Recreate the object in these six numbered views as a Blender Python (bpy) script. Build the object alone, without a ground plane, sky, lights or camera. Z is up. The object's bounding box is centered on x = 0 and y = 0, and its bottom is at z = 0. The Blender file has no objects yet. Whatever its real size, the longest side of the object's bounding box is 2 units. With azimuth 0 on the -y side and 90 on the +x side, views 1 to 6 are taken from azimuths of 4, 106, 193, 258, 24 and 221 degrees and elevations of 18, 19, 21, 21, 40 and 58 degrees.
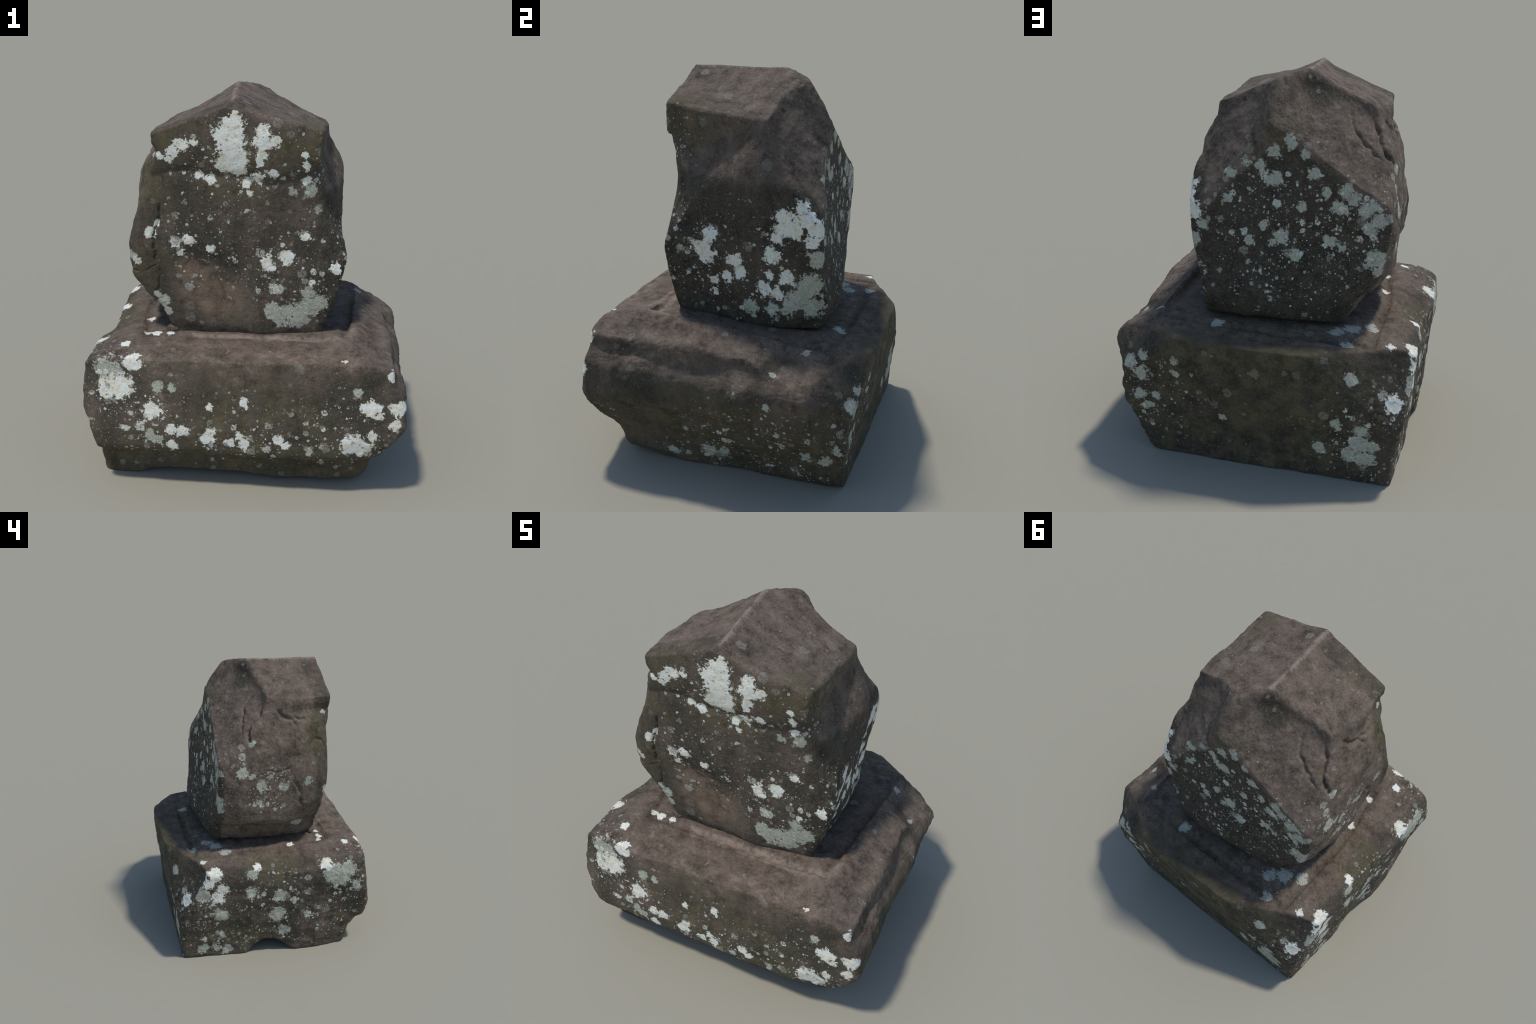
import bpy, math
import numpy as np

# ------------------------------------------------------------------ helpers
def spline(xs, ys, x):
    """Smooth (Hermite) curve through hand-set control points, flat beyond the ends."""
    xs = np.asarray(xs, float); ys = np.asarray(ys, float)
    s = np.diff(ys) / np.diff(xs)
    m = np.empty_like(ys)
    m[1:-1] = np.where(s[1:] * s[:-1] > 0, 2 * s[1:] * s[:-1] / (s[1:] + s[:-1] + 1e-12), 0)
    m[0], m[-1] = s[0], s[-1]
    x = np.clip(x, xs[0], xs[-1])
    i = np.clip(np.searchsorted(xs, x) - 1, 0, len(xs) - 2)
    h = xs[i + 1] - xs[i]; t = (x - xs[i]) / h
    return ((1 + 2 * t) * (1 - t) ** 2 * ys[i] + t * (1 - t) ** 2 * h * m[i]
            + t * t * (3 - 2 * t) * ys[i + 1] + t * t * (t - 1) * h * m[i + 1])

def sheet(u, v, us, vs, rows):
    """A hewn wall: one vertical profile per station along the wall, blended between stations."""
    us = np.asarray(us, float)
    cols = [spline(vs, r, v) for r in rows]
    u = np.clip(u, us[0], us[-1])
    out = np.zeros_like(u); wsum = np.zeros_like(u)
    i = np.clip(np.searchsorted(us, u) - 1, 0, len(us) - 2)
    t = (u - us[i]) / (us[i + 1] - us[i])
    t = t * t * (3 - 2 * t) * .5 + t * .5
    for k in range(len(us)):
        w = np.where(i == k, 1 - t, 0) + np.where(i + 1 == k, t, 0)
        out += w * cols[k]
    return out

def smax(a, b, k):
    h = np.maximum(k - np.abs(a - b), 0) / k
    return np.maximum(a, b) + h * h * k * .25

def smin(a, b, k):
    return -smax(-a, -b, k)

def step(e0, e1, x):
    t = np.clip((x - e0) / (e1 - e0), 0, 1)
    return t * t * (3 - 2 * t)

def hash3(i, j, k, seed):
    n = (i * 374761393 + j * 668265263 + k * 2147483647 + seed * 1274126177) & 0xFFFFFFFF
    n = ((n ^ (n >> 13)) * 1274126177) & 0xFFFFFFFF
    n = ((n ^ (n >> 16)) * 2246822519) & 0xFFFFFFFF
    return ((n ^ (n >> 15)) & 0xFFFFFF).astype(np.float64) / 0xFFFFFF

def noise(P, scale, seed):
    """value noise in -1..1"""
    Q = P * scale + seed * 7.31
    I = np.floor(Q).astype(np.int64); F = Q - I
    F = F * F * F * (F * (F * 6 - 15) + 10)
    r = 0
    for dx in (0, 1):
        wx = F[:, 0] if dx else 1 - F[:, 0]
        for dy in (0, 1):
            wy = F[:, 1] if dy else 1 - F[:, 1]
            for dz in (0, 1):
                wz = F[:, 2] if dz else 1 - F[:, 2]
                r = r + wx * wy * wz * hash3(I[:, 0] + dx, I[:, 1] + dy, I[:, 2] + dz, seed)
    return r * 2 - 1

ROT = np.array([[.8, .6, 0], [-.48, .64, .6], [.36, -.48, .8]])
def fbm(P, scale, seed, octaves=4, gain=.5):
    a, r, Q = 1.0, 0, P
    for o in range(octaves):
        r = r + a * noise(Q, scale, seed + o * 17)
        Q = Q @ ROT.T; scale *= 2.03; a *= gain
    return r

def facets(P, scale, seed):
    """flaked-stone relief: distance to the nearest of jittered points, gives scalloped chips"""
    Q = P * scale
    I = np.floor(Q).astype(np.int64)
    best = np.full(len(P), 9.0)
    for dx in (-1, 0, 1):
        for dy in (-1, 0, 1):
            for dz in (-1, 0, 1):
                c = I + [dx, dy, dz]
                j = np.stack([hash3(c[:, 0], c[:, 1], c[:, 2], seed + s) for s in (1, 2, 3)], 1)
                best = np.minimum(best, ((c + j - Q) ** 2).sum(1))
    return np.sqrt(best)

def terraces(P, scale, seed, steps):
    """stepped relief of stone that parts along its bedding: flats with short broken risers"""
    h = fbm(P, scale, seed, 4) * steps
    f = h - np.floor(h)
    return (np.floor(h) + step(.62, 1.0, f)) / steps

def along(P, pts, wobble=0.0, seed=0):
    """distance to a 3D polyline and the parameter 0..1 along it"""
    pts = np.asarray(pts, float)
    if wobble:
        P = P + wobble * np.stack([fbm(P, 14, seed + s, 3) for s in (0, 5, 9)], 1)
    best = np.full(len(P), 9.0); par = np.zeros(len(P))
    n = len(pts) - 1
    for i in range(n):
        a, b = pts[i], pts[i + 1]
        t = np.clip(((P - a) @ (b - a)) / ((b - a) @ (b - a)), 0, 1)
        d = np.linalg.norm(P - a - t[:, None] * (b - a), axis=1)
        m = d < best
        best[m] = d[m]; par[m] = ((i + t) / n)[m]
    return best, par

_r = np.random.default_rng(7)
WAVES = [(_r.normal(size=3) * f, _r.normal(size=3) * a, _r.uniform(0, 6.28))
         for f, a, n in ((8, .0014, 6), (20, .0009, 8)) for _ in range(n)]
def waver(P):
    """gently push space about so that no face or arris stays ruler-straight"""
    Q = P.copy()
    for k, a, ph in WAVES:
        Q += np.sin(P @ k + ph)[:, None] * a
    return Q

def crack(P, pts, width, depth, wobble=.012, seed=0):
    d, t = along(P, pts, wobble, seed)
    fade = step(0, .15, t) * step(1.0, .85, t) * .75 + .25
    return -depth * fade * np.exp(-(d / width) ** 2)

def polygonise(field, lo, hi, cell):
    """dual contouring of field == 0 on a regular lattice (one vertex per crossed cell)"""
    ax = [np.arange(l, h + cell, cell) for l, h in zip(lo, hi)]
    n = [len(a) for a in ax]
    F = np.empty(n)
    for k in range(n[2]):
        X, Y = np.meshgrid(ax[0], ax[1], indexing='ij')
        P = np.stack([X.ravel(), Y.ravel(), np.full(X.size, ax[2][k])], 1)
        F[:, :, k] = field(P).reshape(n[0], n[1])
    S = F < 0
    acc = np.zeros((n[0] - 1, n[1] - 1, n[2] - 1, 3)); cnt = np.zeros((n[0] - 1, n[1] - 1, n[2] - 1))
    cs = [n[0] - 1, n[1] - 1, n[2] - 1]
    for axis in range(3):
        o1, o2 = [a for a in range(3) if a != axis]
        for a in (0, 1):
            for b in (0, 1):
                off = [0, 0, 0]; off[o1] = a; off[o2] = b
                s0 = tuple(slice(off[d], off[d] + cs[d]) for d in range(3))
                off2 = list(off); off2[axis] += 1
                s1 = tuple(slice(off2[d], off2[d] + cs[d]) for d in range(3))
                f0, f1 = F[s0], F[s1]
                m = (f0 < 0) != (f1 < 0)
                t = np.where(m, f0 / np.where(m, f0 - f1, 1), 0)
                p = np.zeros(m.shape + (3,)); p[..., o1] = a; p[..., o2] = b; p[..., axis] = t
                acc[m] += p[m]; cnt[m] += 1
    act = cnt > 0
    idx = np.full(act.shape, -1, np.int64); idx[act] = np.arange(act.sum())
    ijk = np.argwhere(act)
    V = np.array([a[0] for a in ax]) + (ijk + acc[act] / cnt[act][:, None]) * cell
    quads = []
    for axis in range(3):
        o1, o2 = (axis + 1) % 3, (axis + 2) % 3
        s0 = [slice(None)] * 3; s1 = [slice(None)] * 3
        s0[axis] = slice(0, -1); s1[axis] = slice(1, None)
        ch = S[tuple(s0)] != S[tuple(s1)]
        E = np.argwhere(ch)
        E = E[(E[:, o1] > 0) & (E[:, o2] > 0) & (E[:, o1] < n[o1] - 1) & (E[:, o2] < n[o2] - 1)]
        ins = S[tuple(E.T)]
        def c(d1, d2):
            Q = E.copy(); Q[:, o1] -= d1; Q[:, o2] -= d2
            return idx[tuple(Q.T)]
        q = np.stack([c(1, 1), c(0, 1), c(0, 0), c(1, 0)], 1)
        q[~ins] = q[~ins][:, ::-1]
        quads.append(q)
    return V, np.concatenate(quads)

def refine(V, Q):
    """split every quad into four"""
    e = np.sort(np.concatenate([Q[:, [i, (i + 1) % 4]] for i in range(4)]), axis=1)
    key = e[:, 0] * len(V) + e[:, 1]
    u, inv = np.unique(key, return_inverse=True)
    mid = (V[u // len(V)] + V[u % len(V)]) * .5
    cen = V[Q].mean(1)
    E = inv.reshape(4, -1).T + len(V)
    C = np.arange(len(Q)) + len(V) + len(u)
    out = np.concatenate([np.stack([Q[:, i], E[:, i], C, E[:, i - 1]], 1) for i in range(4)])
    return np.concatenate([V, mid, cen]), out

def probe(field, P, h=.004):
    """value and gradient from four samples round each point"""
    k = np.array([[1, -1, -1], [-1, -1, 1], [-1, 1, -1], [1, 1, 1]], float)
    f = [field(P + h * d) for d in k]
    return sum(f) / 4, sum(v[:, None] * d for v, d in zip(f, k)) / (4 * h)

def settle(field, P, n, limit):
    for _ in range(n):
        f, g = probe(field, P)
        s = f / np.maximum((g * g).sum(1), .2)
        P = P - np.clip(s, -limit, limit)[:, None] * g
    return P

def hewn_mesh(name, field, broad, relief, lo, hi, cell):
    """polygonise the solid, pull the finer mesh onto it, then add broken-stone relief"""
    V, Q = polygonise(field, lo, hi, cell)
    V = settle(lambda P: field(P, True), V, 2, cell)
    f, N = probe(field, V); N /= np.linalg.norm(N, axis=1)[:, None] + 1e-9
    V, Q = refine(np.column_stack([V, broad(V, N)]), Q)
    V, lumps = V[:, :3].copy(), V[:, 3]
    V = settle(lambda P: field(P, True), V, 1, cell)
    f, N = probe(lambda P: field(P, True), V)
    V = V - np.clip(f / np.maximum((N * N).sum(1), .2), -cell, cell)[:, None] * N
    N /= np.linalg.norm(N, axis=1)[:, None] + 1e-9
    V = V + (lumps + relief(V, N))[:, None] * N
    V[:, 2] = np.maximum(V[:, 2], 0)
    me = bpy.data.meshes.new(name)
    me.vertices.add(len(V)); me.vertices.foreach_set('co', V.astype(np.float32).ravel())
    me.loops.add(Q.size); me.loops.foreach_set('vertex_index', Q.astype(np.int32).ravel())
    me.polygons.add(len(Q)); me.polygons.foreach_set('loop_start', np.arange(0, Q.size, 4, dtype=np.int32))
    me.update(calc_edges=True); me.validate()
    me.polygons.foreach_set('use_smooth', np.ones(len(me.polygons), bool))
    ob = bpy.data.objects.new(name, me)
    bpy.context.scene.collection.objects.link(ob)
    return ob

def plane(P, n, at):
    n = np.asarray(n, float); n = n / np.linalg.norm(n)
    return (P - np.asarray(at, float)) @ n

# ------------------------------------------------------------------ the standing stone
Z_F = [.74, .80, .97, 1.09, 1.20, 1.42, 1.54, 1.585, 1.618, 1.72, 1.85, 2.0]
FRONT = ([-.48, -.2, .1, .36], Z_F, [
    [-.355, -.375, -.394, -.404, -.420, -.435, -.437, -.434, -.443, -.454, -.456, -.452],
    [-.350, -.372, -.378, -.382, -.410, -.428, -.433, -.431, -.446, -.462, -.467, -.462],
    [-.345, -.370, -.379, -.379, -.377, -.403, -.423, -.418, -.434, -.452, -.460, -.460],
    [-.325, -.347, -.378, -.386, -.368, -.372, -.390, -.402, -.424, -.438, -.434, -.430]])
Z_B = [.74, .85, .93, 1.0, 1.1, 1.18, 1.33, 1.5, 1.65, 1.8]
BACK = ([-.54, -.38, -.2, .1, .33], Z_B, [
    [.325, .345, .355, .357, .356, .354, .352, .346, .335, .32],
    [.365, .380, .383, .375, .357, .351, .347, .340, .335, .32],
    [.395, .415, .412, .398, .386, .366, .354, .343, .338, .33],
    [.425, .468, .455, .432, .412, .398, .370, .348, .346, .345],
    [.422, .455, .448, .435, .430, .427, .412, .386, .366, .355]])
Z_R = [.74, .9, 1.07, 1.2, 1.38, 1.5, 1.6, 1.68, 1.79, 1.9]
RIGHT = ([-.38, -.22, 0, .25, .42], Z_R, [
    [.372, .418, .464, .485, .460, .415, .348, .328, .342, .345],
    [.385, .412, .438, .458, .456, .428, .358, .336, .352, .352],
    [.395, .415, .425, .430, .448, .447, .405, .362, .356, .35],
    [.385, .412, .415, .418, .442, .437, .395, .365, .345, .33],
    [.330, .346, .386, .412, .422, .415, .388, .355, .33, .31]])
Z_L = [.72, .78, .89, .928, .96, 1.06, 1.2, 1.3, 1.4, 1.53, 1.62, 1.66, 1.70, 1.75, 1.82]
LEFT = ([-.42, -.37, -.22, -.07, .1, .24, .35], Z_L, [
    [-.32, -.35, -.40, -.445, -.475, -.560, -.590, -.580, -.555, -.520, -.500, -.485, -.475, -.495, -.500],
    [-.35, -.39, -.46, -.510, -.545, -.610, -.620, -.605, -.575, -.545, -.535, -.515, -.492, -.505, -.505],
    [-.40, -.45, -.505, -.555, -.572, -.602, -.612, -.615, -.605, -.588, -.567, -.548, -.528, -.525, -.503],
    [-.40, -.46, -.535, -.600, -.612, -.612, -.605, -.616, -.614, -.592, -.568, -.548, -.525, -.495, -.47],
    [-.40, -.455, -.520, -.580, -.600, -.612, -.622, -.624, -.616, -.592, -.565, -.540, -.512, -.470, -.43],
    [-.39, -.435, -.495, -.560, -.578, -.608, -.630, -.626, -.608, -.565, -.52, -.49, -.46, -.43, -.38],
    [-.38, -.415, -.465, -.520, -.538, -.570, -.600, -.608, -.590, -.540, -.49, -.46, -.43, -.40, -.34]])
ROOF_LF = ([0, .06, .122, .20, .29, .363, .41, .6], [0, .044, .072, .097, .126, .152, .175, .28])
ROOF_LR = ([0, .07, .14, .21, .30, .39, .6], [0, .048, .088, .124, .164, .212, .33])
ROOF_RF = ([0, .036, .10, .163, .242, .338, .417, .6], [0, .024, .054, .077, .092, .113, .132, .20])
ROOF_RR = ([0, .09, .23, .357, .456, .6], [0, .036, .092, .149, .192, .27])

def standing_stone(P, worn=False):
    if worn: P = waver(P)
    x, y, z = P.T
    roof_x = x + .118 + .063 * (y - .02)
    w = step(-.6, .1, y)
    left = (1 - w) * spline(*ROOF_LF, -roof_x) + w * spline(*ROOF_LR, -roof_x)
    right = (1 - w) * spline(*ROOF_RF, roof_x) + w * spline(*ROOF_RR, roof_x)
    drop = np.where(roof_x < 0, left, right)
    roof = (z - (1.970 + .055 * (y + .447)) + drop) * .9
    zw = z + .018 * np.sin(9 * x + 1) + .010 * np.sin(23 * x)        # the brow under the gable wavers
    front = sheet(x, zw, *FRONT) - y
    back = y - sheet(x, z, *BACK)
    zs = z - .035 * np.sin(13 * y + 1.2) - .02 * np.sin(31 * y) * (y > -.3)   # wandering ledge on the right flank
    rgt = x - sheet(y, np.where((z > 1.4), zs, z) * step(1.30, 1.45, z) + z * (1 - step(1.30, 1.45, z)), *RIGHT)
    lft = sheet(y, z, *LEFT) - x
    # flakes struck off the rear shoulders; the broken ridge end stands proud of the left one
    shoulder_left = plane(P, (-.425, .587, .688), (-.305, .247, 1.648))
    ridge_end = smin(plane(P, (-.36, .867, .347), (-.121, .055, 1.988)),
                     plane(P, (-.70, .617, .342), (-.121, .055, 1.988)), .008)
    left_break = smin(shoulder_left, ridge_end, .012)
    buttress = .045 * np.exp(-(x / .09) ** 2)
    shoulder_right = smin(plane(P, (.15, .95, .27), (.25, .114, 1.828)),
                          plane(P, (.433, .694, .575), (.424, .311, 1.440)) - buttress, .02)
    # scooped bruise down the right front arris
    scoop = smin(smin(plane(P, (.79, -.61, .08), (.349, -.372, 1.40)),
                      plane(P, (.733, -.517, .444), (.349, -.372, 1.40)), .03), 1.67 - z, .04)
    f = smax(front, rgt, .014)
    f = smax(f, scoop, .014)
    f = smax(f, back, .018)
    f = smax(f, lft, .03)
    f = smax(f, left_break, .012)
    f = smax(f, shoulder_right, .016)
    f = smax(f, roof, .010)
    f = smax(f, .735 - z, .03)
    return f + .001

CRACKS = [  # (course, half width, depth): splits in the left flank and the slab lifting off the front left arris
    ([(-.375, -.064, 1.848), (-.441, -.036, 1.804), (-.476, -.019, 1.761)], .009, .014),
    ([(-.50, -.058, 1.739), (-.539, -.093, 1.685), (-.550, -.162, 1.665), (-.567, -.194, 1.623)], .014, .022),
    ([(-.544, -.163, 1.682), (-.553, -.233, 1.657), (-.540, -.281, 1.659)], .012, .016),
    ([(-.335, .073, 1.772), (-.366, .124, 1.715), (-.419, .145, 1.659), (-.481, .164, 1.612), (-.51, .171, 1.585)], .010, .016),
    ([(-.454, .021, 1.748), (-.495, .065, 1.682), (-.510, .122, 1.627), (-.545, .145, 1.586), (-.590, .139, 1.546), (-.604, .12, 1.517)], .012, .026),
    ([(-.638, .22, 1.34), (-.639, .168, 1.309), (-.636, .088, 1.292), (-.631, .016, 1.321), (-.621, -.085, 1.318), (-.616, -.185, 1.34)], .008, .012),
    ([(-.610, -.165, 1.232), (-.609, -.198, 1.20), (-.605, -.223, 1.129), (-.597, -.23, 1.048), (-.593, -.287, 1.022), (-.607, -.375, 1.088)], .013, .020),
    ([(-.555, -.334, 1.517), (-.545, -.383, 1.50), (-.544, -.412, 1.442)], .010, .010),
    ([(-.438, -.436, 1.46), (-.454, -.431, 1.38), (-.479, -.43, 1.31), (-.493, -.423, 1.256), (-.482, -.419, 1.194), (-.477, -.408, 1.12)], .007, .016),
    ([(-.603, -.379, 1.078), (-.556, -.398, 1.069), (-.512, -.403, 1.091), (-.477, -.408, 1.12)], .006, .010),
    ([(-.478, -.406, 1.102), (-.454, -.40, 1.057), (-.468, -.394, .982), (-.499, -.392, .971)], .006, .009)]

def dressed_standing(P, N):
    x, y, z = P.T
    return np.clip(step(.6, .9, -N[:, 1]) + step(.75, .95, N[:, 1]) * step(.28, .33, y)
                   + step(.7, .85, N[:, 2]) * step(.15, .0, y), 0, 1)

def standing_broad(P, N):
    rough = 1 - .85 * dressed_standing(P, N)          # dressed faces stay even, broken ones are flaky
    grain = P @ np.array([[1, 0, 0], [0, 1, 0], [0, .25, .45]])
    r = .008 * (facets(grain, 9, 5) - .55) + .004 * (facets(P, 21, 9) - .5) + .007 * terraces(grain, 5, 51, 3)
    return (r + .004 * fbm(P, 6, 3, 3)) * rough - .003 * np.exp(-(facets(P, 17, 21) / .16) ** 2)

def standing_relief(P, N):
    r = .0020 * fbm(P, 26, 11, 4) * (1 - .4 * dressed_standing(P, N))
    for i, (pts, w, d) in enumerate(CRACKS):
        lo, hi = np.min(pts, 0) - .06, np.max(pts, 0) + .06
        m = ((P > lo) & (P < hi)).all(1)
        r[m] += crack(P[m], pts, w, d, .010, 40 + i)
    return r

# ------------------------------------------------------------------ the plinth
PZ_F = [0, .10, .15, .185, .21, .25, .33, .46, .55, .66, .80]
P_FRONT = ([-.80, -.70, -.45, .45, .70], PZ_F, [
    [-.50, -.52, -.56, -.61, -.650, -.675, -.690, -.675, -.665, -.650, -.64],
    [-.535, -.555, -.58, -.63, -.680, -.700, -.708, -.688, -.678, -.668, -.665],
    [-.550, -.560, -.58, -.625, -.685, -.708, -.714, -.698, -.690, -.682, -.68],
    [-.550, -.560, -.58, -.625, -.685, -.708, -.714, -.698, -.690, -.682, -.68],
    [-.51, -.525, -.55, -.59, -.635, -.665, -.690, -.695, -.690, -.680, -.675]])
PZ_R = [0, .06, .17, .27, .34, .38, .44, .50, .56, .605, .64, .69, .80]
P_RIGHT = ([-.6, -.2, .2, .5, .62], PZ_R, [
    [.590, .62, .670, .725, .775, .790, .806, .808, .793, .770, .750, .742, .73],
    [.600, .628, .682, .730, .754, .770, .792, .805, .792, .762, .742, .735, .73],
    [.575, .605, .655, .710, .742, .760, .788, .802, .794, .768, .745, .735, .73],
    [.560, .60, .660, .705, .745, .768, .788, .808, .822, .802, .772, .750, .73],
    [.550, .59, .645, .680, .705, .715, .705, .720, .730, .730, .72, .71, .70]])
PZ_L = [0, .2, .3, .47, .58, .66, .72, .8]
P_LEFT = ([-.6, -.3, -.05, .15, .45, .64], PZ_L, [
    [-.735, -.755, -.785, -.812, -.815, -.808, -.80, -.79],
    [-.775, -.795, -.808, -.815, -.817, -.810, -.80, -.79],
    [-.770, -.785, -.795, -.800, -.785, -.768, -.75, -.74],
    [-.760, -.775, -.787, -.798, -.798, -.785, -.78, -.77],
    [-.742, -.755, -.775, -.790, -.795, -.790, -.78, -.77],
    [-.735, -.745, -.765, -.780, -.785, -.780, -.77, -.76]])
PZ_B = [0, .1, .3, .42, .5, .62, .72]
P_BACK = ([-.7, -.2, .1, .3, .6], PZ_B, [
    [.657, .660, .668, .682, .685, .69, .69],
    [.657, .660, .676, .702, .704, .712, .715],
    [.657, .660, .672, .692, .702, .714, .720],
    [.657, .662, .675, .692, .706, .725, .725],
    [.652, .657, .667, .677, .687, .698, .70]])

def seat_floor(x, y):
    return .7535 + .0227 * x - .041 * (y + .4)

def plinth_top(x, y):
    """shallow socket in a gently hipped top"""
    f = .780 + .022 * x - .23 * (-.45 - y)
    r = .808 - .012 * (y + .4) - .46 * (x - .53)
    l = .752 - .01 * y - .46 * (-.61 - x)
    b = .741 + .016 * x - .17 * (y - .55)
    t = smin(smin(f, b, .03), smin(r, l, .03), .03)
    t = t - .06 * step(.15, .30, y) * step(.52, .64, x)
    t = t - .05 * step(.24, .02, np.abs(y + .08)) * step(-.56, -.76, x)
    t = smin(t, seat_floor(x, y) + .007 + .024 * step(.30, .50, x), .012)
    rim = np.maximum(np.maximum(-.445 - y, y - .55), np.maximum(-.60 - x + .05 * step(0, -.45, y), x - (.515 + .06 * (y + .4))))
    inside = step(.010, -.016, rim)
    floor = seat_floor(x, y) + .016 * step(-.025, -.07, rim) - .006
    return np.where(inside > 0, t * (1 - inside) + np.minimum(t, floor) * inside, t)

def plinth(P, worn=False):
    if worn: P = waver(P)
    x, y, z = P.T
    top = z - plinth_top(x, y)
    f = smax(sheet(x, z, *P_FRONT) - y, x - sheet(y, z, *P_RIGHT), .045)
    f = smax(f, y - sheet(x, z, *P_BACK), .02)
    f = smax(f, sheet(y, z, *P_LEFT) - x, .035)
    f = smax(f, plane(P, (-.42, .80, .42), (-.50, .660, .575)), .015)   # flaked rear left corner
    f = smax(f, plane(P, (.5, .6, .62), (.61, .61, .640)), .02)        # worn rear right corner
    f = smax(f, top * .95, .016)
    under = -.006 + .045 * step(-.2, -.5, y) * step(-.66, -.45, x) \
        + .095 * step(.20, .02, np.abs(y - .03)) * step(-.55, -.70, x)
    f = smax(f, under - z, .02)
    return f + .002

def dressed_plinth(P, N):
    x, y, z = P.T
    front = step(.6, .9, -N[:, 1]); back = step(.6, .9, N[:, 1]); top = step(.75, .93, N[:, 2])
    return np.clip(front * .8 + back * .75 + top * step(.55, .3, np.maximum(x, y) - .1) * .85, 0, 1)

def plinth_broad(P, N):
    rough = 1 - .9 * dressed_plinth(P, N)
    low = step(.42, .30, P[:, 2])
    bedding = P @ np.array([[.6, 0, 0], [0, .6, 0], [0, 0, 1.6]])
    r = .010 * (facets(bedding, 8, 7) - .55) * (.6 + .8 * low) + .005 * (facets(P, 20, 13) - .5) \
        + .009 * terraces(bedding, 5, 57, 3) * (.7 + .5 * step(.5, .7, P[:, 0]))
    return (r + .005 * fbm(P, 6, 23, 3)) * rough - .003 * np.exp(-(facets(P, 15, 25) / .16) ** 2)

def plinth_relief(P, N):
    r = .0022 * fbm(P, 26, 31, 4) * (1 - .4 * dressed_plinth(P, N))
    strat = [(.78, -.62, .37), (.77, -.33, .367), (.765, -.068, .372), (.754, .073, .357), (.748, .277, .356), (.741, .476, .345)]
    m = P[:, 0] > .6
    r[m] += crack(P[m], strat, .012, .016, .02, 61)
    seam = [(-.096, .711, .685), (-.145, .706, .571), (-.264, .702, .475), (-.456, .691, .466), (-.645, .665, .413), (-.76, .631, .352)]
    m = P[:, 1] > .55
    r[m] += crack(P[m], seam, .010, .006, .012, 66)
    return r

# ------------------------------------------------------------------ a chip of stone wedged under the front left corner
def wedge(P, worn=False):
    Q = (P - np.array([-.402, -.350, .752])) / np.array([.036, .020, .024])
    return (np.linalg.norm(Q, axis=1) - 1) * .020

def wedge_broad(P, N):
    return .006 * (facets(P, 40, 3) - .5)

def wedge_relief(P, N):
    return .001 * fbm(P, 60, 5, 3)

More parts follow.
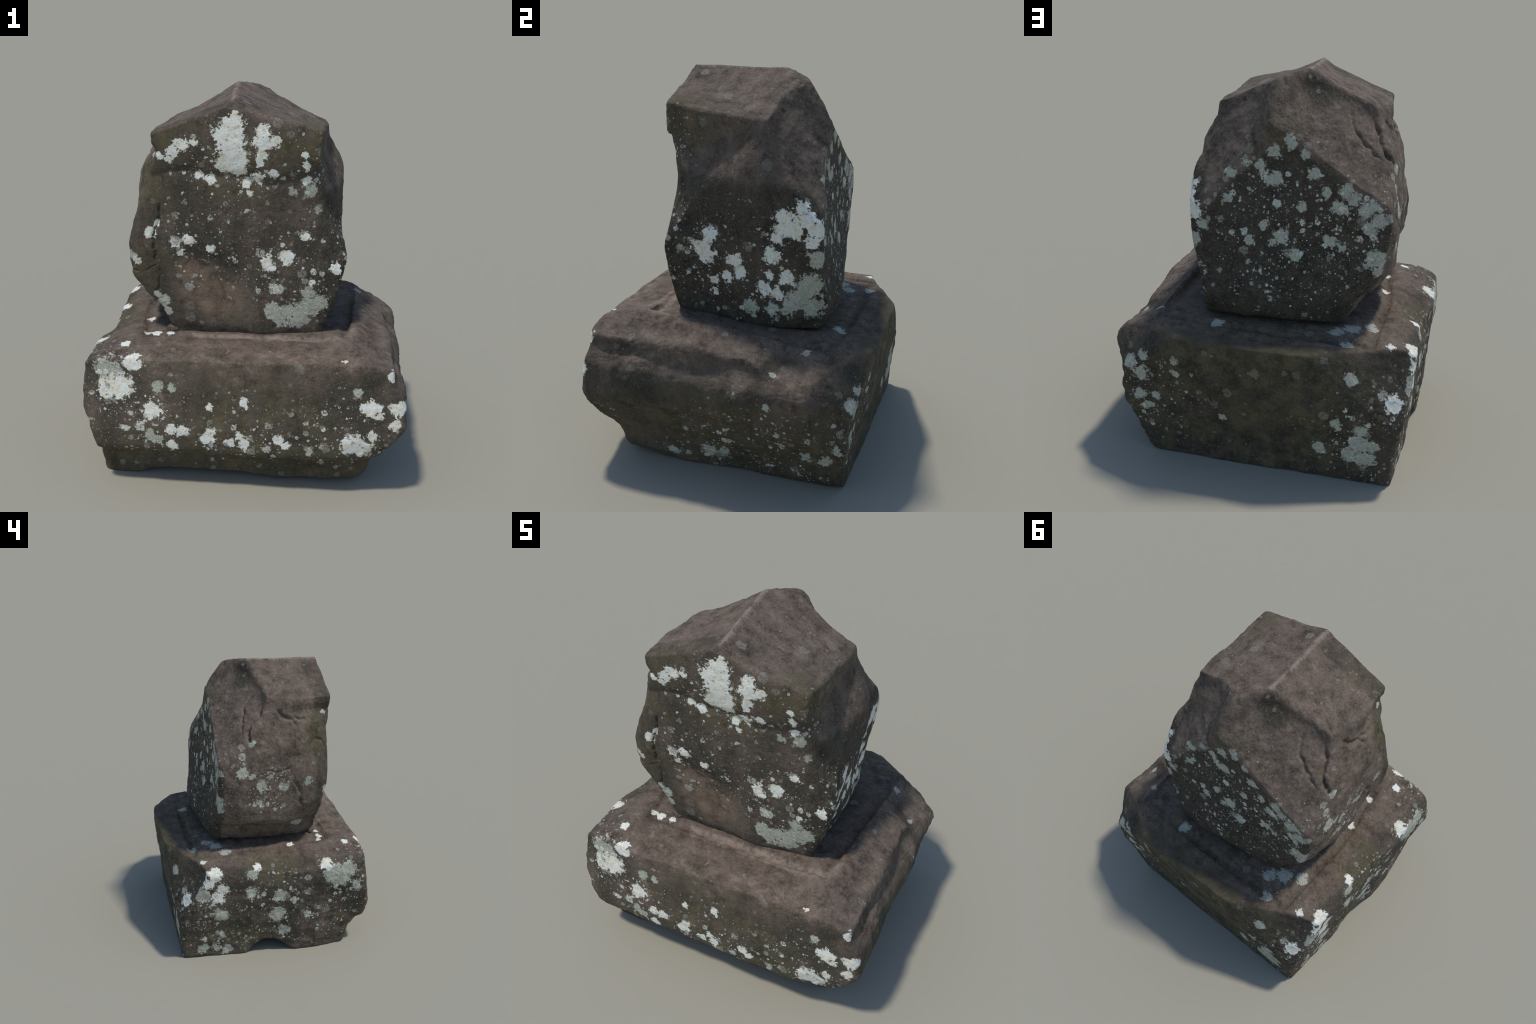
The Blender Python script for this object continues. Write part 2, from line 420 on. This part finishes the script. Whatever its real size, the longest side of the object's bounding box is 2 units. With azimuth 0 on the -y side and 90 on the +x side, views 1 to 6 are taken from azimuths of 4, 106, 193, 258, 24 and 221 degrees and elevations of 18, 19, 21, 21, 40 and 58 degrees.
# ------------------------------------------------------------------ materials
class Nodes:
    """small helper that writes shader graphs as expressions"""
    def __init__(self, name):
        self.mat = bpy.data.materials.new(name); self.mat.use_nodes = True
        self.t = self.mat.node_tree; self.t.nodes.clear()
        self.pos = self.new('ShaderNodeTexCoord').outputs['Object']
    def new(self, kind, **kw):
        n = self.t.nodes.new(kind)
        for k, v in kw.items(): setattr(n, k, v)
        return n
    def put(self, socket, v):
        if isinstance(v, bpy.types.NodeSocket): self.t.links.new(v, socket)
        else: socket.default_value = v
    def math(self, op, a, b=0.0, c=0.0, clamp=False):
        n = self.new('ShaderNodeMath', operation=op, use_clamp=clamp)
        for s, v in zip(n.inputs, (a, b, c)): self.put(s, v)
        return n.outputs[0]
    def vec(self, op, a, b=(0, 0, 0), out=0):
        n = self.new('ShaderNodeVectorMath', operation=op)
        self.put(n.inputs[0], a)
        if op == 'SCALE': self.put(n.inputs['Scale'], b)
        else: self.put(n.inputs[1], b)
        return n.outputs[out]
    def noise(self, p, scale, detail=4, rough=.55, seed=0.0, color=False, stretch=None):
        q = self.vec('ADD', p, (seed * 3.7, seed * 1.3, seed * 2.1)) if seed else p
        if stretch: q = self.vec('MULTIPLY', q, stretch)
        n = self.new('ShaderNodeTexNoise')
        self.put(n.inputs['Vector'], q)
        n.inputs['Scale'].default_value = scale; n.inputs['Detail'].default_value = detail
        n.inputs['Roughness'].default_value = rough
        return n.outputs['Color' if color else 'Fac']
    def ramp(self, v, a, b):
        n = self.new('ShaderNodeMapRange', interpolation_type='SMOOTHSTEP')
        self.put(n.inputs['Value'], v)
        n.inputs['From Min'].default_value = a; n.inputs['From Max'].default_value = b
        return n.outputs['Result']
    def mix(self, f, a, b):
        n = self.new('ShaderNodeMix', data_type='RGBA')
        self.put(n.inputs[0], f)
        for s, v in ((n.inputs[6], a), (n.inputs[7], b)):
            self.put(s, v if isinstance(v, bpy.types.NodeSocket) else tuple(v) + (1,))
        return n.outputs[2]
    def colony(self, p, spots):
        """union of round lichen thalli: 1 at a centre, 0 at its rim, negative outside"""
        best = None
        for x, y, z, r in spots:
            d = self.vec('DISTANCE', p, (x, y, z), out=1)
            v = self.math('MULTIPLY_ADD', d, -1 / (r * 1.1), 1.0)
            best = v if best is None else self.math('MAXIMUM', best, v)
        return best
    def specks(self, p, scale, seed, fill):
        """scattered round spots of random size; fill (0..1, may be a socket) thins or packs them"""
        n = self.new('ShaderNodeTexVoronoi', feature='F1')
        self.put(n.inputs['Vector'], self.vec('ADD', p, (seed * 2.3, seed * 1.1, seed * .7)))
        n.inputs['Scale'].default_value = scale
        pick = self.new('ShaderNodeSeparateColor'); self.put(pick.inputs[0], n.outputs['Color'])
        size = self.math('MULTIPLY', self.ramp(pick.outputs[0], .25, 1.0), .42)
        on = self.math('LESS_THAN', pick.outputs[1], fill)
        d = self.math('SUBTRACT', size, n.outputs['Distance'])
        return self.math('MULTIPLY', self.ramp(d, -.03, .06), on), pick.outputs[2]
    def zone(self, p, spots):
        return self.ramp(self.colony(p, spots), 0.0, .6)
    def plane(self, p, n, at, soft):
        l = math.sqrt(sum(c * c for c in n)); n = [c / l for c in n]
        d = self.vec('DOT_PRODUCT', p, n, out=1)
        return self.ramp(self.math('SUBTRACT', d, sum(a * b for a, b in zip(n, at))), -soft, soft)

BROWN_DARK, BROWN, BROWN_PINK = (.062, .046, .035), (.145, .110, .083), (.275, .212, .166)
FILM_DARK, FILM = (.022, .020, .014), (.068, .060, .043)
OLIVE, TAN, OCHRE = (.066, .062, .034), (.215, .158, .114), (.145, .117, .064)
PALE = (.32, .255, .205)
WHITE, CREAM, ASH, GREEN = (.80, .80, .73), (.72, .67, .49), (.43, .41, .35), (.41, .45, .35)

def stone_material(name, white, grey, film, bare, olive, tan, pale, dense):
    k = Nodes(name); p = k.pos
    wob = k.vec('SUBTRACT', k.noise(p, 9, 3, .6, 1, True), (.5, .5, .5))
    wob2 = k.vec('SUBTRACT', k.noise(p, 42, 3, .65, 2, True), (.5, .5, .5))
    warp = k.vec('ADD', p, k.vec('ADD', k.vec('SCALE', wob, .030), k.vec('SCALE', wob2, .034)))
    big = k.noise(p, 3.2, 4, .6, 3); mid = k.noise(p, 13, 5, .65, 4)
    fine = k.noise(p, 60, 5, .75, 5); grit = k.noise(p, 170, 3, .75, 6)
    streak = k.noise(p, 9, 4, .6, 15, stretch=(1, 1, .22))
    # bare sandstone
    t = k.math('ADD', k.math('MULTIPLY', mid, .50), k.math('ADD', k.math('MULTIPLY', fine, .30), k.math('MULTIPLY', grit, .20)))
    rock = k.mix(k.ramp(t, .38, .52), BROWN_DARK, BROWN)
    rock = k.mix(k.math('MULTIPLY', k.ramp(t, .50, .64), .85), rock, BROWN_PINK)
    # blackish algal film, thick in places, worn off in others
    crust = k.mix(k.ramp(t, .38, .60), FILM_DARK, FILM)
    where = k.math('ADD', k.math('MULTIPLY', k.math('SUBTRACT', big, .5), 1.8), k.math('MULTIPLY', k.math('SUBTRACT', t, .5), 5.0))
    where = k.math('ADD', where, k.math('MULTIPLY', k.math('SUBTRACT', streak, .5), 1.6))
    cover = k.math('ADD', where, film(k, warp))
    col = k.mix(k.math('MULTIPLY', k.ramp(cover, .22, .80), .9), rock, crust)
    # grain: pale quartz flecks and olive threads in the film
    fleck = k.ramp(k.noise(p, 130, 3, .8, 16), .585, .66)
    col = k.mix(k.math('MULTIPLY', fleck, .55), col, (.27, .225, .185))
    thread = k.math('MULTIPLY', k.ramp(k.noise(p, 75, 4, .75, 17), .55, .64), k.ramp(cover, .1, .6))
    col = k.mix(k.math('MULTIPLY', thread, .5), col, (.120, .116, .078))
    pit = k.ramp(k.noise(p, 95, 3, .75, 18), .42, .34)
    col = k.mix(k.math('MULTIPLY', pit, .55), col, (.028, .023, .018))
    if bare:
        col = k.mix(k.math('MULTIPLY', k.zone(warp, bare), k.ramp(t, .36, .50)), col, rock)
    col = k.mix(k.math('MULTIPLY', k.zone(warp, tan), k.ramp(mid, .28, .50)), col, k.mix(k.ramp(t, .40, .60), (.130, .093, .064), TAN))
    col = k.mix(k.math('MULTIPLY', k.math('MULTIPLY', k.zone(warp, pale), .65), k.ramp(t, .36, .54)), col, PALE)
    moss = k.math('MULTIPLY', k.zone(warp, olive), k.ramp(k.noise(p, 7, 5, .7, 7), .36, .60))
    col = k.mix(k.math('MULTIPLY', moss, .7), col, k.mix(k.ramp(t, .42, .58), OLIVE, OCHRE))
    # lichens: broad ash-green crusts, chalky white crusts, scattered rosettes and specks
    ragged = k.math('MULTIPLY', k.math('SUBTRACT', k.noise(p, 70, 4, .75, 8), .5), 2.0)
    ragged = k.math('ADD', ragged, k.math('MULTIPLY', k.math('SUBTRACT', k.noise(p, 26, 3, .6, 19), .5), 2.0))
    g = k.ramp(k.math('ADD', k.colony(warp, grey), ragged), -.15, .12)
    gcol = k.mix(k.ramp(k.noise(p, 24, 4, .65, 9), .38, .60), ASH, GREEN)
    gcol = k.mix(k.math('MULTIPLY', k.ramp(fine, .42, .62), .6), gcol, (.62, .62, .51))
    gcol = k.mix(k.math('MULTIPLY', k.ramp(grit, .54, .66), .8), gcol, FILM)
    col = k.mix(k.math('MULTIPLY', g, .92), col, gcol)
    w = k.ramp(k.math('ADD', k.colony(warp, white), ragged), -.12, .08)
    wcol = k.mix(k.ramp(k.noise(p, 30, 4, .7, 11), .46, .64), WHITE, CREAM)
    wcol = k.mix(k.math('MULTIPLY', k.ramp(k.noise(p, 120, 3, .65, 12), .54, .70), .6), wcol, (.30, .28, .22))
    col = k.mix(w, col, wcol)
    many = k.zone(warp, dense)
    height = k.math('ADD', k.math('MULTIPLY', w, .8), k.math('MULTIPLY', g, .6))
    clump = k.ramp(k.noise(p, 6, 3, .6, 13), .40, .64)
    for scale, seed, base, extra in ((14, 1, .13, .58), (25, 2, .14, .80), (48, 3, .07, .80), (95, 4, .04, .60)):
        q = k.vec('ADD', p, k.vec('SCALE', wob2, .55 / scale))
        fill = k.math('MULTIPLY_ADD', k.math('MULTIPLY', many, k.math('MULTIPLY_ADD', clump, .7, .3)), extra, base)
        s, rnd = k.specks(q, scale, seed, fill)
        s = k.math('MULTIPLY', s, k.ramp(k.noise(p, 100, 3, .7, 14), .36, .52))
        scol = k.mix(k.ramp(k.math('MULTIPLY', rnd, k.math('MULTIPLY_ADD', many, .6, .4)), .15, .8), (.24, .22, .175), (.66, .66, .57))
        # outside the thick colonies the rosettes are thin and let the stone show
        s = k.math('MULTIPLY', s, k.math('MULTIPLY_ADD', many, .45, .45))
        col = k.mix(s, col, scol)
        height = k.math('MAXIMUM', height, k.math('MULTIPLY', s, .5))
    b = k.new('ShaderNodeBsdfPrincipled'); k.put(b.inputs['Base Color'], col)
    b.inputs['Roughness'].default_value = .92
    b.inputs['Specular IOR Level'].default_value = .25
    relief = k.math('ADD', k.math('MULTIPLY', height, .0015), k.math('MULTIPLY', k.math('ADD', k.math('MULTIPLY', fine, .7), k.math('MULTIPLY', grit, .3)), .006))
    bump = k.new('ShaderNodeBump'); bump.inputs['Strength'].default_value = 1.0; bump.inputs['Distance'].default_value = 1.0
    k.put(bump.inputs['Height'], relief); k.put(b.inputs['Normal'], bump.outputs[0])
    out = k.new('ShaderNodeOutputMaterial'); k.t.links.new(b.outputs[0], out.inputs[0])
    return k.mat

# chalky colonies on the face under the gable and its right flank
STANDING_WHITE_FACE = [
    (-.09, -.46, 1.86, .044), (-.11, -.46, 1.80, .064), (-.10, -.46, 1.74, .062), (-.09, -.45, 1.68, .060),
    (-.12, -.45, 1.65, .044), (-.06, -.44, 1.64, .040), (-.02, -.42, 1.56, .024), (-.01, -.42, 1.51, .018),
    (.05, -.46, 1.82, .033), (.05, -.46, 1.77, .038), (.05, -.45, 1.71, .027), (.11, -.46, 1.78, .027),
    (.04, -.45, 1.67, .019), (.03, -.43, 1.59, .027), (.11, -.43, 1.61, .023), (-.34, -.46, 1.75, .034),
    (-.38, -.45, 1.71, .027), (-.40, -.45, 1.67, .018), (-.45, -.45, 1.69, .018), (-.28, -.46, 1.76, .016),
    (-.22, -.46, 1.68, .011), (-.20, -.43, 1.57, .026), (-.26, -.43, 1.59, .019), (.25, -.44, 1.71, .018),
    (.26, -.43, 1.66, .019), (.27, -.40, 1.58, .023), (-.38, -.42, 1.24, .023), (-.31, -.41, 1.26, .025),
    (-.20, -.41, 1.22, .020), (-.35, -.41, 1.19, .020), (.18, -.37, 1.18, .032), (.08, -.38, 1.15, .030),
    (.11, -.38, 1.12, .015), (.27, -.37, 1.29, .022), (.43, -.38, 1.13, .023), (.31, -.38, 1.05, .017),
    (-.50, -.43, 1.29, .028), (-.47, -.43, 1.34, .017), (-.58, -.40, 1.14, .020)]
STANDING_WHITE_FLANK = [
    (.42, .31, 1.40, .037), (.42, .34, 1.34, .042), (.44, .23, 1.35, .040), (.42, .23, 1.29, .044),
    (.42, .28, 1.29, .049), (.40, .39, 1.30, .048), (.41, .37, 1.23, .034), (.42, .19, 1.24, .027),
    (.46, -.19, 1.14, .046), (.45, -.16, 1.10, .041), (.45, -.15, 1.22, .036), (.43, -.12, .97, .024),
    (.42, -.12, .90, .024), (.42, -.05, 1.00, .028), (.43, -.02, 1.09, .033), (.42, .01, 1.03, .033),
    (.41, .17, 1.14, .040), (.41, .16, 1.03, .024), (.41, .14, .96, .035), (.41, .21, .94, .033), (.41, .25, 1.03, .036)]
# ash-green crusts
STANDING_GREY_FACE = [
    (.12, -.38, .88, .044), (.18, -.37, .87, .056), (.25, -.36, .86, .056), (.31, -.37, .91, .048),
    (.36, -.37, .94, .034), (.30, -.38, .99, .030), (.29, -.39, 1.52, .034), (.20, -.41, 1.52, .024),
    (.15, -.38, 1.01, .020), (-.45, -.39, .91, .029), (-.43, -.38, .86, .024), (-.48, -.39, .95, .019),
    (.40, .40, 1.15, .043), (.39, .37, .99, .063), (.39, .32, .92, .058), (.36, .39, .87, .051),
    (.40, .27, .87, .037), (.41, .07, .85, .035), (.40, .18, .85, .035)]
STANDING_GREY_BACK = [
    (-.01, .34, 1.62, .027), (.06, .34, 1.54, .025), (-.01, .35, 1.48, .038), (.21, .35, 1.49, .029),
    (.15, .34, 1.55, .022), (.22, .38, 1.37, .024), (-.09, .34, 1.67, .030), (-.17, .34, 1.62, .023),
    (-.21, .34, 1.52, .027), (-.28, .34, 1.43, .025), (-.35, .34, 1.36, .036), (-.38, .34, 1.45, .034),
    (-.42, .34, 1.41, .035), (-.48, .35, 1.36, .037), (-.52, .35, 1.38, .032), (-.55, .35, 1.31, .037),
    (-.51, .35, 1.27, .032), (-.54, .35, 1.11, .047), (-.56, .35, 1.05, .029), (-.06, .38, 1.19, .034),
    (-.02, .39, 1.16, .020), (.10, .40, 1.16, .024), (-.14, .39, 1.10, .029), (-.31, .36, 1.18, .029),
    (-.16, .35, 1.35, .025), (.03, .38, 1.24, .025), (.34, .42, 1.23, .026), (-.37, .35, 1.15, .022)]
STANDING_GREY_LEFT = [
    (-.64, .19, 1.33, .034), (-.64, .12, 1.30, .023), (-.63, .05, 1.21, .044), (-.60, -.10, 1.20, .030),
    (-.63, -.01, 1.28, .021), (-.61, -.27, 1.23, .027), (-.62, .06, 1.09, .026), (-.60, .12, 1.53, .021),
    (-.48, -.41, 1.68, .019), (-.60, -.40, 1.16, .025), (-.51, -.23, .87, .037)]
PLINTH_WHITE_FRONT = [
    (-.55, -.67, .69, .040), (-.67, -.68, .56, .055), (-.60, -.68, .57, .048), (-.62, -.68, .52, .025),
    (-.45, -.69, .45, .044), (-.36, -.71, .35, .025), (-.30, -.71, .35, .025), (-.17, -.71, .32, .033),
    (-.16, -.71, .36, .018), (-.35, -.71, .26, .025), (-.07, -.71, .30, .025), (-.01, -.71, .33, .024),
    (.01, -.71, .29, .029), (.18, -.71, .33, .024), (.22, -.71, .30, .023), (.52, -.71, .33, .034),
    (.56, -.70, .34, .031), (.53, -.70, .29, .031), (.58, -.69, .28, .027), (.62, -.69, .30, .025),
    (.64, -.69, .37, .023), (.72, -.67, .68, .025), (.64, -.69, .52, .039), (.67, -.69, .48, .021),
    (.60, -.69, .52, .024), (.76, -.69, .52, .042), (.75, -.69, .44, .028), (.00, -.69, .52, .020),
    (.01, -.69, .49, .012), (-.17, -.69, .48, .016), (.49, -.65, .74, .011), (-.61, -.55, .73, .021)]
PLINTH_WHITE_REST = [
    (-.53, -.38, .73, .018), (-.48, -.39, .74, .023), (-.41, -.40, .74, .021), (-.55, -.17, .72, .022),
    (-.77, .42, .66, .047), (-.79, .46, .60, .037), (-.79, .37, .55, .039), (-.79, .40, .48, .044),
    (-.75, .12, .66, .030), (-.71, .61, .45, .039), (-.66, .48, .70, .022), (-.79, -.37, .68, .046)]
PLINTH_GREY_SIDES = [
    (-.70, -.67, .65, .048), (-.66, -.67, .65, .041), (-.43, -.69, .57, .027), (-.36, -.69, .57, .024),
    (-.46, -.71, .31, .029), (-.42, -.71, .30, .019), (.56, -.68, .59, .024), (.33, -.71, .28, .020),
    (-.79, .51, .51, .050), (-.79, .16, .64, .035), (-.81, -.42, .59, .062), (-.81, -.52, .62, .052),
    (-.81, -.49, .55, .045), (-.81, -.59, .49, .037), (-.80, -.04, .46, .039), (-.79, -.02, .31, .050),
    (-.77, -.06, .17, .040), (-.78, .38, .34, .039), (-.74, .41, .07, .030), (-.74, .33, .05, .030),
    (-.74, .51, .07, .033), (-.75, .37, .17, .024), (-.80, .17, .50, .037)]
PLINTH_GREY_REST = [
    (-.50, .65, .58, .029), (-.57, .67, .31, .031), (-.44, .68, .33, .027), (-.57, .66, .23, .049),
    (-.51, .66, .16, .040), (-.62, .67, .23, .033), (-.59, .66, .15, .042), (-.36, .66, .18, .029),
    (.58, .68, .57, .027), (.59, .68, .47, .037), (.61, .67, .34, .030), (.57, .67, .28, .025),
    (.52, .67, .34, .021), (.16, .67, .27, .018), (.40, .70, .50, .021), (-.45, .52, .70, .031),
    (-.54, .31, .71, .033), (-.38, .41, .72, .037), (-.45, .36, .72, .042), (.24, .50, .72, .032),
    (.58, .42, .73, .022), (.72, .30, .65, .016), (.79, .12, .55, .016), (.80, .29, .51, .019),
    (.65, .67, .52, .033), (.64, -.24, .07, .026), (.66, -.04, .12, .042), (.65, .03, .12, .032),
    (.70, .47, .21, .037), (.69, .63, .30, .024), (.67, .57, .20, .031)]

def standing_film(k, p):
    """the dressed faces kept their dark skin; roof and struck flakes are bare brown stone"""
    back = k.plane(p, (0, 1, 0), (0, .318, 0), .015)
    back = k.math('MULTIPLY', back, k.plane(p, (.425, -.587, -.688), (-.305, .247, 1.615), .02))
    back = k.math('MULTIPLY', back, k.plane(p, (-.344, -.784, -.516), (.32, .115, 1.765), .02))
    front = k.plane(p, (0, -1, 0), (0, -.335, 0), .02)
    front = k.math('MULTIPLY', front, k.plane(p, (-.35, 0, -1), (-.1, 0, 1.93), .03))
    right = k.math('MULTIPLY', k.plane(p, (1, 0, 0), (.355, 0, 0), .02), k.plane(p, (0, 0, -1), (0, 0, 1.50), .05))
    s = k.math('ADD', k.math('MULTIPLY', back, 1.15), k.math('MULTIPLY', front, .55))
    s = k.math('ADD', s, k.math('MULTIPLY', k.zone(p, [(-.19, .10, 1.87, .10), (-.13, .10, 1.92, .07)]), .9))   # mossy break below the ridge end
    return k.math('ADD', s, k.math('MULTIPLY', right, .85))

def plinth_film(k, p):
    sides = k.plane(p, (0, 0, -1), (0, 0, .695), .02)
    backs = k.math('MULTIPLY', k.plane(p, (0, 1, 0), (0, .62, 0), .03), .45)
    return k.math('ADD', k.math('MULTIPLY', sides, .62), backs)

STANDING_STONE_LOOK = stone_material('lichened_sandstone',
    STANDING_WHITE_FACE + STANDING_WHITE_FLANK, STANDING_GREY_FACE + STANDING_GREY_BACK + STANDING_GREY_LEFT,
    standing_film,
    bare=[(-.50, .10, 1.55, .35), (-.62, -.05, 1.4, .30)],
    olive=[(-.53, -.42, 1.12, .16), (-.10, -.46, 1.62, .22), (-.35, -.46, 1.80, .16), (.25, -.46, 1.78, .2), (-.50, -.35, 1.55, .20), (.36, -.3, 1.75, .2), (-.05, .32, 1.72, .12)],
    tan=[(-.25, -.39, 1.02, .17), (-.16, -.39, .95, .16), (-.30, -.40, 1.10, .10)],
    pale=[(-.118 - .063 * (y - .02), y, 1.972 + .055 * (y + .447), .026) for y in (-.44, -.41, -.38, -.35, -.32, -.29, -.26, -.23, -.20, -.17, -.14, -.11, -.08, -.05, -.02, .01, .04)],
    dense=[(.30, -.38, 1.12, .40), (-.25, -.42, 1.22, .28), (.05, -.38, 1.12, .25), (.42, 0, 1.05, .42), (-.10, .37, 1.2, .55), (-.45, .36, 1.3, .35), (-.15, -.45, 1.58, .35), (.28, -.42, 1.65, .22), (-.60, 0, 1.18, .25)])
PLINTH_LOOK = stone_material('lichened_plinth_stone',
    PLINTH_WHITE_FRONT + PLINTH_WHITE_REST, PLINTH_GREY_SIDES + PLINTH_GREY_REST,
    plinth_film,
    bare=[(0, -.55, .76, .30), (.62, -.2, .74, .30), (-.4, -.55, .74, .25), (.75, .4, .6, .16), (.765, -.55, .615, .07), (.765, -.45, .615, .07), (.765, -.35, .615, .07), (.765, -.25, .61, .07), (.77, .15, .59, .08)],
    olive=[(-.75, 0, .70, .22), (0, .70, .35, .75), (0, -.56, .08, .7), (-.5, -.56, .08, .4), (.5, -.56, .08, .4), (.66, 0, .22, .45), (.66, .45, .22, .35), (.68, -.4, .25, .3), (.68, -.2, .28, .3), (.68, .2, .28, .3), (-.74, .3, .12, .35)],
    tan=[(0, -.56, .75, .02)],
    pale=[(x, -.432, .752 + .02 * x, .052) for x in (-.25, -.20, -.15, -.10, -.05, 0, .05, .10, .15, .20, .25, .30, .35, .40, .45, .50)] + [(.515, -.40, .765, .045), (.52, -.36, .765, .045)],
    dense=[(0, -.71, .28, .35), (.5, -.70, .35, .35), (-.5, -.70, .35, .35), (-.78, 0, .3, .45), (-.78, .4, .3, .4), (-.55, .67, .25, .35), (.5, .67, .35, .3), (.66, .2, .15, .5), (-.7, -.68, .55, .3), (-.75, -.5, .35, .35)])

# ------------------------------------------------------------------ build
monument = bpy.data.objects.new('stone_monument', None)
bpy.context.scene.collection.objects.link(monument)
monument['label'] = 'weathered brown gabled stone marker on a block plinth, spotted with lichen'
monument['category'] = 'stone monument'
body = hewn_mesh('standing_stone', standing_stone, standing_broad, standing_relief, (-.75, -.58, .66), (.62, .56, 2.08), .009)
base = hewn_mesh('plinth', plinth, plinth_broad, plinth_relief, (-.92, -.82, -.04), (.92, .82, .86), .009)
chip = hewn_mesh('wedge_stone', wedge, wedge_broad, wedge_relief, (-.46, -.39, .71), (-.34, -.31, .80), .004)
body.data.materials.append(STANDING_STONE_LOOK)
base.data.materials.append(PLINTH_LOOK)
chip.data.materials.append(PLINTH_LOOK)
for ob in (body, base, chip):
    ob.parent = monument
